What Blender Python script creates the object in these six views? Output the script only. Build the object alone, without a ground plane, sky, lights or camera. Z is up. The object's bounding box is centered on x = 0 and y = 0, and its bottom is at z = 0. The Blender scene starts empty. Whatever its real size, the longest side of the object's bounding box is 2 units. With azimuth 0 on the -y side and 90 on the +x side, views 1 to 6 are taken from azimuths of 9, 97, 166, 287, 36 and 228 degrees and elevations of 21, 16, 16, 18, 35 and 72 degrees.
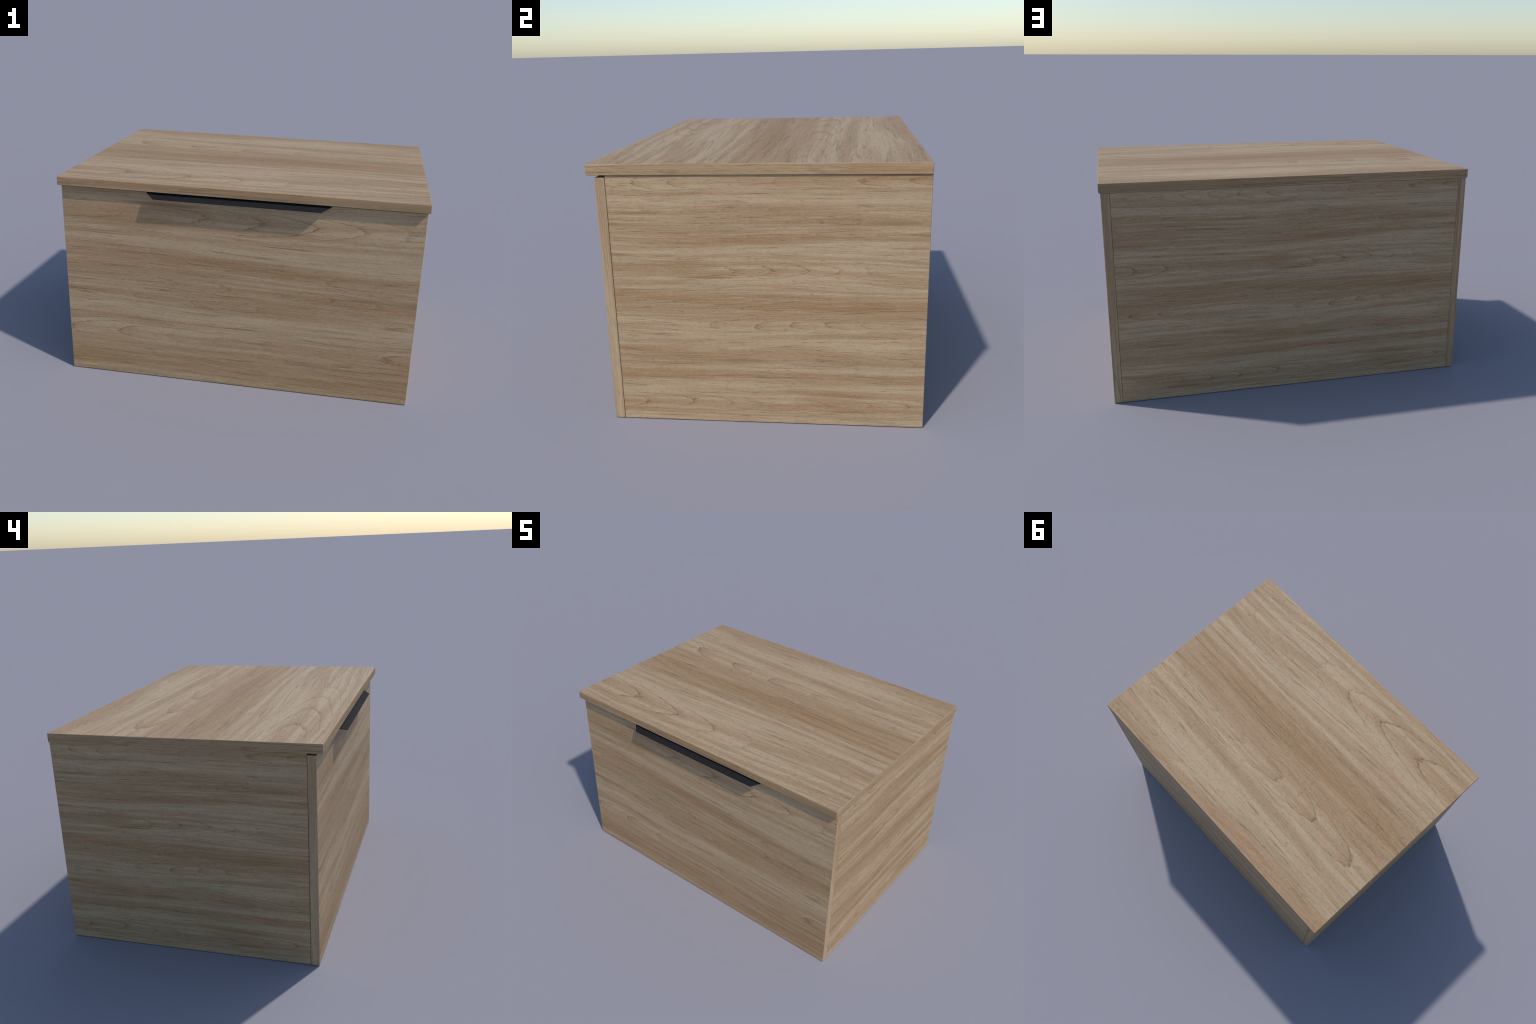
"""A low wooden storage cabinet: overhanging lid board, four oak-veneer panels,
and a thin black folded-metal edge pull under the front of the lid.
All meshes are written in world coordinates, so Object coordinates == metres."""
import bpy, bmesh, math
from mathutils import Vector

# ------------------------------------------------------------------ sizes (m)
LID_X, LID_Y0, LID_Y1 = 1.0, -0.7080, 0.7365      # half width, front, back
LID_Z0, LID_Z1 = 1.1437, 1.1925
BODY_X = 0.9908                                    # outer half width of the body
BOARD = 0.044                                     # board thickness
FRONT_Y0, FRONT_Y1 = -0.6750, -0.6305
FRONT_TOP = 1.1332                                # shadow gap below the lid
SIDE_Y0, SIDE_Y1 = -0.6290, 0.7360
PULL_TIP_Y, PULL_TIP_Z = -0.7365, 1.1154          # outer lip of the pull
PULL_HALF, PULL_TIP_HALF = 0.500, 0.4495
EDGE = 0.0028                                     # rounding of the board edges

# ================================================================= materials
class Nodes:
    """Small helper that writes node maths as expressions."""
    def __init__(self, tree):
        self.t = tree
    def new(self, kind, **props):
        n = self.t.nodes.new(kind)
        for k, v in props.items():
            setattr(n, k, v)
        return n
    def plug(self, sock, val):
        if hasattr(val, "is_linked") or isinstance(val, bpy.types.NodeSocket):
            self.t.links.new(val, sock)
        else:
            sock.default_value = val
    def m(self, op, a, b=0.0, c=0.0, clamp=False):
        n = self.new("ShaderNodeMath", operation=op, use_clamp=clamp)
        self.plug(n.inputs[0], a); self.plug(n.inputs[1], b); self.plug(n.inputs[2], c)
        return n.outputs[0]
    def add(self, a, b): return self.m("ADD", a, b)
    def sub(self, a, b): return self.m("SUBTRACT", a, b)
    def mul(self, a, b): return self.m("MULTIPLY", a, b)
    def step(self, x, lo, hi):
        n = self.new("ShaderNodeMapRange", interpolation_type="SMOOTHSTEP")
        self.plug(n.inputs[0], x)
        n.inputs[1].default_value, n.inputs[2].default_value = lo, hi
        return n.outputs[0]
    def vec(self, x, y, z=0.0):
        n = self.new("ShaderNodeCombineXYZ")
        self.plug(n.inputs[0], x); self.plug(n.inputs[1], y); self.plug(n.inputs[2], z)
        return n.outputs[0]
    def noise(self, s, z, fs, fz, seed=0.0, detail=2.0, rough=0.5):
        """Noise stretched along the grain: fs, fz = cycles per metre."""
        n = self.new("ShaderNodeTexNoise", noise_dimensions="3D")
        self.plug(n.inputs["Vector"], self.vec(self.mul(s, fs), self.mul(z, fz), seed))
        n.inputs["Scale"].default_value = 1.0
        n.inputs["Detail"].default_value = detail
        n.inputs["Roughness"].default_value = rough
        return n.outputs[0]
    def curve(self, x, pts, handle="AUTO"):
        n = self.new("ShaderNodeFloatCurve")
        c = n.mapping.curves[0]
        c.points[0].location, c.points[1].location = pts[0], pts[-1]
        for p in pts[1:-1]:
            c.points.new(*p)
        for p in c.points:
            p.handle_type = handle
        n.mapping.update()
        self.plug(n.inputs["Value"], x)
        return n.outputs[0]
    def mix(self, fac, a, b):
        n = self.new("ShaderNodeMix", data_type="RGBA", blend_type="MIX")
        self.plug(n.inputs[0], fac); self.plug(n.inputs[6], a); self.plug(n.inputs[7], b)
        return n.outputs[2]


def srgb(r, g, b):
    f = lambda c: c / 12.92 if c <= 0.04045 else ((c + 0.055) / 1.055) ** 2.4
    return (f(r / 255), f(g / 255), f(b / 255), 1.0)

WOOD_MID = srgb(164, 136, 104)
WOOD_PALE = srgb(179, 156, 125)
WOOD_TAN = srgb(150, 118, 81)
WOOD_OLIVE = srgb(148, 126, 94)
WOOD_BLUSH = srgb(168, 131, 101)
WOOD_DARK = srgb(102, 80, 54)
WOOD_WHITE = srgb(191, 170, 143)

PLANK = 0.629          # width of one veneer plank; neighbours are staggered
REPEAT = 2 * PLANK     # veneer figure repeats along the grain
PLANK_ORIGIN = 0.645


def build_grain_group():
    """Flat-sawn oak veneer.  Growth lines are level sets of
    rings = k*s + F(across plank): maxima of F make cathedrals pointing one way,
    minima the other way, steep runs make straight quarter grain."""
    g = bpy.data.node_groups.new("oak_veneer", "ShaderNodeTree")
    g.interface.new_socket("s", in_out="INPUT", socket_type="NodeSocketFloat")
    g.interface.new_socket("t", in_out="INPUT", socket_type="NodeSocketFloat")
    g.interface.new_socket("fineness", in_out="INPUT", socket_type="NodeSocketFloat")
    g.interface.new_socket("Color", in_out="OUTPUT", socket_type="NodeSocketColor")
    g.interface.new_socket("Height", in_out="OUTPUT", socket_type="NodeSocketFloat")
    N = Nodes(g)
    gi, go = N.new("NodeGroupInput"), N.new("NodeGroupOutput")
    s0, t0 = gi.outputs[0], gi.outputs[1]
    add, sub, mul, step, noise = N.add, N.sub, N.mul, N.step, N.noise

    # plank row, stagger, position inside the plank
    q = N.m("DIVIDE", sub(t0, PLANK_ORIGIN), PLANK)
    row = N.m("FLOOR", q)
    s = sub(s0, mul(row, PLANK))
    half = REPEAT / 2
    s = sub(N.m("FLOORED_MODULO", add(s, half - 0.30), REPEAT), half - 0.30)   # -0.33..0.93
    t = sub(t0, mul(row, PLANK))                                              # metres, 0.645..1.274
    u = sub(q, row)                                                           # 0..1

    # gentle waviness of the fibres
    sway = mul(sub(noise(s0, t0, 1.2, 3.6, 3.1, 2.0, 0.45), 0.5), 0.090)
    uw = add(u, sway)

    F = N.curve(uw, [(0.00, 0.26), (0.030, 0.13), (0.075, 0.055), (0.127, 0.03), (0.179, 0.055),
                     (0.225, 0.13), (0.30, 0.50), (0.385, 0.84), (0.43, 0.75), (0.469, 0.71),
                     (0.505, 0.74), (0.55, 0.79), (0.60, 0.66), (0.642, 0.24), (0.672, 0.46),
                     (0.742, 0.54), (0.815, 0.47), (0.87, 0.41), (0.93, 0.34), (1.00, 0.26)])
    wob = mul(sub(noise(s0, t0, 1.7, 6.0, 11.7, 3.0, 0.5), 0.5), 2.4)
    jag = mul(sub(noise(s0, t0, 48.0, 150.0, 5.3, 2.0, 0.6), 0.5), 0.34)
    rings = add(add(mul(s, 8.0 / REPEAT), mul(F, 30.0)), add(wob, jag))
    x = N.m("FRACT", rings)

    # growth line: soft tan flank, thin dark line, pale rim
    line = N.m("MAXIMUM", step(x, 0.10, 0.0), step(x, 0.965, 1.0))
    flank = step(x, 0.45, 0.02)
    rim = mul(step(x, 0.84, 0.91), step(x, 0.975, 0.93))
    fade = step(noise(s0, t0, 1.5, 20.0, 21.0, 2.0), 0.34, 0.62)
    crisp = step(noise(s0, t0, 30.0, 110.0, 27.0, 2.0), 0.36, 0.60)

    # fibres follow the same sway
    tf = add(t0, mul(sway, PLANK))
    sx, tx = mul(s0, gi.outputs[2]), mul(tf, gi.outputs[2])      # pores keep their real size
    fib_fine = noise(sx, tx, 4.2, 320.0, 1.0, 4.0, 0.68)
    fib_mid = noise(s0, tf, 1.1, 62.0, 2.0, 4.0, 0.55)
    fib_wide = noise(s0, tf, 1.0, 20.0, 4.0, 2.0, 0.5)
    hair_field = noise(s0, tf, 0.75, 40.0, 31.0, 3.0, 0.5)
    hair = step(N.m("ABSOLUTE", sub(N.m("FRACT", mul(hair_field, 9.0)), 0.5)), 0.15, 0.02)
    hair = mul(hair, step(noise(s0, tf, 4.5, 60.0, 33.0, 3.0, 0.6), 0.40, 0.60))
    pores = step(noise(sx, tx, 26.0, 250.0, 8.0, 1.0), 0.60, 0.70)
    speck = noise(sx, tx, 60.0, 370.0, 41.0, 2.0, 0.6)                        # finest grain
    glint = step(noise(sx, tx, 9.0, 230.0, 9.0, 1.0), 0.62, 0.76)
    cloud = noise(s0, t0, 4.5, 14.0, 13.0, 3.0, 0.55)
    blush = noise(s0, tf, 2.0, 34.0, 17.0, 2.0, 0.5)

    # broad tone across the plank (0 = pale straight grain, 1 = deep tan)
    tone = N.curve(uw, [(0.00, 0.18), (0.045, 0.34), (0.127, 0.46), (0.20, 0.38), (0.265, 0.18),
                        (0.315, 0.36), (0.348, 0.66), (0.385, 0.56), (0.42, 0.50), (0.47, 0.54),
                        (0.54, 0.54), (0.585, 0.36), (0.64, 0.14), (0.69, 0.22), (0.742, 0.42),
                        (0.80, 0.58), (0.86, 0.72), (0.93, 0.72), (0.97, 0.36), (1.00, 0.18)])

    def blob(cs, ct, rs, rt, soft=0.0):
        """Elongated patch centred on (cs, ct) with radii rs, rt."""
        ds = N.m("DIVIDE", N.m("WRAP", sub(s, cs), half, -half), rs)
        dt = N.m("DIVIDE", sub(add(t, mul(sway, 0.5)), ct), rt)
        d = add(mul(ds, ds), mul(dt, dt))
        return step(add(d, mul(sub(cloud, 0.5), 1.3)), 1.1, soft)

    streak = blob(-0.205, 0.691, 0.150, 0.0065)          # mineral streak
    heart = blob(0.12, 0.866, 0.34, 0.030)               # dark heart band
    flame = blob(-0.31, 0.752, 0.20, 0.040)              # rusty flame
    fleck = blob(0.57, 0.932, 0.15, 0.014)               # grey-green fleck
    knot = blob(0.13, 0.990, 0.24, 0.028)                # curly tan patch
    gold = blob(0.85, 1.196, 0.60, 0.045)                # golden sapwood band
    smooth = blob(-0.25, 0.925, 0.36, 0.034)             # plain greyish area

    # the two cathedral figures, where growth lines run clear and the wood between is plain
    arch_a = blob(0.14, 0.727, 0.50, 0.060)
    arch_b = blob(0.68, 1.110, 0.52, 0.056)
    arch = N.m("MAXIMUM", arch_a, arch_b)
    fade = N.m("MAXIMUM", mul(fade, 0.42), mul(arch, add(mul(fade, 0.35), 0.60)))
    plain = sub(1.0, mul(arch, 0.55))

    # --- put the colour together
    tan = add(add(mul(tone, 0.66), 0.05), add(mul(sub(fib_wide, 0.5), 1.35), mul(sub(fib_mid, 0.5), 1.75)))
    tan = add(tan, add(mul(heart, 0.30), add(mul(flame, 0.32), add(mul(knot, 0.18), mul(gold, 0.20)))))
    tan = add(tan, mul(mul(flank, fade), 0.26))
    c = N.mix(step(tan, 0.02, 0.50), WOOD_PALE, WOOD_MID)
    c = N.mix(mul(step(tan, 0.45, 1.00), 0.95), c, WOOD_TAN)
    c = N.mix(mul(step(blush, 0.52, 0.70), 0.40), c, WOOD_BLUSH)
    c = N.mix(mul(step(blush, 0.46, 0.30), 0.28), c, WOOD_OLIVE)
    c = N.mix(mul(smooth, 0.45), c, WOOD_OLIVE)
    c = N.mix(mul(mul(rim, fade), mul(crisp, 0.30)), c, WOOD_WHITE)
    c = N.mix(mul(mul(hair, plain), 0.50), c, WOOD_DARK)
    c = N.mix(mul(mul(line, fade), add(mul(crisp, 0.38), 0.46)), c, WOOD_DARK)
    c = N.mix(mul(mul(step(fib_fine, 0.50, 0.76), plain), 0.45), c, WOOD_DARK)
    c = N.mix(mul(step(fib_fine, 0.48, 0.24), 0.42), c, WOOD_WHITE)
    c = N.mix(mul(step(speck, 0.48, 0.78), 0.28), c, WOOD_DARK)
    c = N.mix(mul(step(speck, 0.50, 0.24), 0.26), c, WOOD_WHITE)
    c = N.mix(mul(mul(pores, add(mul(fade, 0.3), 0.7)), 0.46), c, WOOD_DARK)
    c = N.mix(mul(glint, 0.40), c, WOOD_WHITE)
    c = N.mix(mul(streak, 0.65), c, srgb(132, 98, 62))
    c = N.mix(mul(mul(fleck, 0.60), step(fib_mid, 0.35, 0.6)), c, srgb(126, 108, 78))
    g.links.new(c, go.inputs["Color"])
    g.links.new(sub(mul(fib_fine, -0.5), add(mul(pores, 0.6), mul(mul(line, fade), 0.4))), go.inputs["Height"])
    return g


def wood_material(name, grain, axis_s, axis_t, fineness=1.0):
    """axis_s / axis_t: (object axis index, scale, offset) -> veneer coordinates."""
    mat = bpy.data.materials.new(name)
    mat.use_nodes = True
    nt = mat.node_tree
    N = Nodes(nt)
    bsdf = nt.nodes["Principled BSDF"]
    tc = N.new("ShaderNodeTexCoord")
    sep = N.new("ShaderNodeSeparateXYZ")
    nt.links.new(tc.outputs["Object"], sep.inputs[0])
    gn = N.new("ShaderNodeGroup", node_tree=grain)
    for i, (ax, k, off) in enumerate((axis_s, axis_t)):
        nt.links.new(N.add(N.mul(sep.outputs[ax], k), off), gn.inputs[i])
    gn.inputs["fineness"].default_value = fineness
    nt.links.new(gn.outputs["Color"], bsdf.inputs["Base Color"])
    bump = N.new("ShaderNodeBump")
    bump.inputs["Strength"].default_value = 0.015
    bump.inputs["Distance"].default_value = 0.002
    nt.links.new(gn.outputs["Height"], bump.inputs["Height"])
    nt.links.new(bump.outputs[0], bsdf.inputs["Normal"])
    bsdf.inputs["Roughness"].default_value = 0.62
    bsdf.inputs["Specular IOR Level"].default_value = 0.30
    return mat


def metal_material():
    mat = bpy.data.materials.new("black_powder_coat")
    mat.use_nodes = True
    nt = mat.node_tree
    N = Nodes(nt)
    bsdf = nt.nodes["Principled BSDF"]
    tc = N.new("ShaderNodeTexCoord")
    n = N.new("ShaderNodeTexNoise")
    n.inputs["Scale"].default_value = 180.0
    nt.links.new(tc.outputs["Object"], n.inputs["Vector"])
    nt.links.new(N.mix(n.outputs[0], (0.015, 0.016, 0.018, 1), (0.020, 0.021, 0.023, 1)),
                 bsdf.inputs["Base Color"])
    bsdf.inputs["Roughness"].default_value = 0.75
    bsdf.inputs["Specular IOR Level"].default_value = 0.05
    return mat

# ================================================================== geometry
def board(name, x0, x1, y0, y1, z0, z1, mats, edge=EDGE):
    """Square-cut board with rounded edges.  mats: dict of face direction -> material."""
    me = bpy.data.meshes.new(name)
    bm = bmesh.new()
    bmesh.ops.create_cube(bm, size=1.0)
    for v in bm.verts:
        v.co = Vector(((x0 + x1) / 2 + v.co.x * (x1 - x0),
                       (y0 + y1) / 2 + v.co.y * (y1 - y0),
                       (z0 + z1) / 2 + v.co.z * (z1 - z0)))
    slots = []
    for key in ("+x", "-x", "+y", "-y", "+z", "-z"):
        m = mats.get(key, mats["*"])
        if m not in slots:
            slots.append(m)
    bm.normal_update()
    for f in bm.faces:
        a = max(range(3), key=lambda i: abs(f.normal[i]))
        key = ("+" if f.normal[a] > 0 else "-") + "xyz"[a]
        f.material_index = slots.index(mats.get(key, mats["*"]))
    bmesh.ops.bevel(bm, geom=list(bm.edges), offset=edge, segments=3, profile=0.5, affect="EDGES")
    for f in bm.faces:
        f.smooth = True
    bm.to_mesh(me)
    bm.free()
    for m in slots:
        me.materials.append(m)
    ob = bpy.data.objects.new(name, me)
    bpy.context.scene.collection.objects.link(ob)
    wn = ob.modifiers.new("weighted", "WEIGHTED_NORMAL")
    wn.keep_sharp = False
    return ob


def edge_pull(name, mat):
    """Folded strip: a flange lying on the front panel, then a lip sloping down and out,
    its ends cut at 45 degrees."""
    thick = 0.0036
    ztop = LID_Z0 - 0.0014                      # flange tucked right under the lid
    fold_y = FRONT_Y0 + 0.003
    mitre_y = PULL_TIP_Y + (PULL_HALF - PULL_TIP_HALF)
    slope = (ztop - PULL_TIP_Z) / (fold_y - PULL_TIP_Y)
    zat = lambda y: ztop - max(0.0, fold_y - y) * slope
    stations = [(FRONT_Y1 - 0.002, PULL_HALF), (fold_y + 0.002, PULL_HALF), (fold_y - 0.002, PULL_HALF),
                (mitre_y, PULL_HALF), (PULL_TIP_Y + 0.0008, PULL_TIP_HALF)]
    bm = bmesh.new()
    rings = []
    for y, h in stations:
        z = zat(y)
        zb = FRONT_TOP + 0.0005 if y > FRONT_Y0 else z - thick   # flange is packed down to the panel
        rings.append([bm.verts.new((-h, y, z)), bm.verts.new((h, y, z)),
                      bm.verts.new((h, y, zb)), bm.verts.new((-h, y, zb))])
    for a, b in zip(rings, rings[1:]):
        for i in range(4):
            bm.faces.new((a[i], a[(i + 1) % 4], b[(i + 1) % 4], b[i]))
    bm.faces.new(rings[0][::-1])
    bm.faces.new(rings[-1])
    bmesh.ops.recalc_face_normals(bm, faces=list(bm.faces))
    sharp = [e for e in bm.edges if e.calc_face_angle(0) > math.radians(40)]
    bmesh.ops.bevel(bm, geom=sharp, offset=0.0008, segments=2, profile=0.5, affect="EDGES")
    for f in bm.faces:
        f.smooth = True
    me = bpy.data.meshes.new(name)
    bm.to_mesh(me)
    bm.free()
    me.materials.append(mat)
    ob = bpy.data.objects.new(name, me)
    bpy.context.scene.collection.objects.link(ob)
    ob.modifiers.new("weighted", "WEIGHTED_NORMAL")
    return ob

# ================================================================== assemble
grain = build_grain_group()
X, Y, Z = 0, 1, 2
side_a = wood_material("veneer_side", grain, (Y, 1.0, 0.0), (Z, 1.0, 0.0))
side_b = wood_material("veneer_side_mirrored", grain, (Y, -1.0, 0.11), (Z, 1.0, 0.0))
back = wood_material("veneer_back", grain, (X, -1.0, -0.21), (Z, 1.0, 0.0))
kf = 1 / 1.9
front = wood_material("veneer_front", grain, (X, kf, 0.027 - 0.041 * kf), (Z, -kf, 0.725 + 1.012 * kf), 1.5)
kx, ky = 1 / 2.25, 1 / 3.08
lid_top = wood_material("veneer_lid", grain, (X, kx, 0.37), (Y, -ky, 0.485 + 0.24 * ky), 1.9)
band_x = wood_material("edge_band_long", grain, (X, 0.22, 0.35), (Z, 0.55, 0.30), 1.3)
band_y = wood_material("edge_band_short", grain, (Y, 0.22, -0.10), (Z, 0.55, 0.30), 1.3)
end_y = wood_material("edge_band_upright", grain, (Z, 0.55, 0.10), (Y, 1.50, 1.66))
end_x = wood_material("edge_band_rear", grain, (Z, 0.55, 0.25), (X, 1.50, 0.52))
inner = side_a
metal = metal_material()

root = bpy.data.objects.new("storage_cabinet", None)
bpy.context.scene.collection.objects.link(root)
root["label"] = "low oak veneer storage box with overhanging lid and black edge pull"
root["category"] = "storage cabinet"

parts = [
    board("lid", -LID_X, LID_X, LID_Y0, LID_Y1, LID_Z0, LID_Z1,
          {"*": lid_top, "+y": band_x, "-y": band_x, "+x": band_y, "-x": band_y}, edge=0.0032),
    board("front_panel", -BODY_X, BODY_X, FRONT_Y0, FRONT_Y1, 0.0, FRONT_TOP,
          {"*": front, "+x": end_y, "-x": end_y}),
    board("side_panel", BODY_X - BOARD, BODY_X, SIDE_Y0, SIDE_Y1, 0.0, LID_Z0 - 0.0004,
          {"*": side_a, "+y": end_x, "-y": end_x}),
    board("side_panel", -BODY_X, -BODY_X + BOARD, SIDE_Y0, SIDE_Y1, 0.0, LID_Z0 - 0.0004,
          {"*": side_b, "+y": end_x, "-y": end_x}),
    board("back_panel", -BODY_X + BOARD + 0.0008, BODY_X - BOARD - 0.0008, SIDE_Y1 - BOARD, SIDE_Y1,
          0.0, LID_Z0 - 0.0004, {"*": back}, edge=0.0022),
    board("base_panel", -BODY_X + BOARD + 0.002, BODY_X - BOARD - 0.002, SIDE_Y0, SIDE_Y1 - BOARD - 0.002,
          0.004, 0.004 + BOARD, {"*": inner}),
    board("front_rail", -BODY_X + BOARD + 0.002, BODY_X - BOARD - 0.002, FRONT_Y1 + 0.002, FRONT_Y1 + BOARD,
          1.02, LID_Z0 - 0.0006, {"*": inner}),
    edge_pull("edge_pull", metal),
]
for p in parts:
    p.parent = root
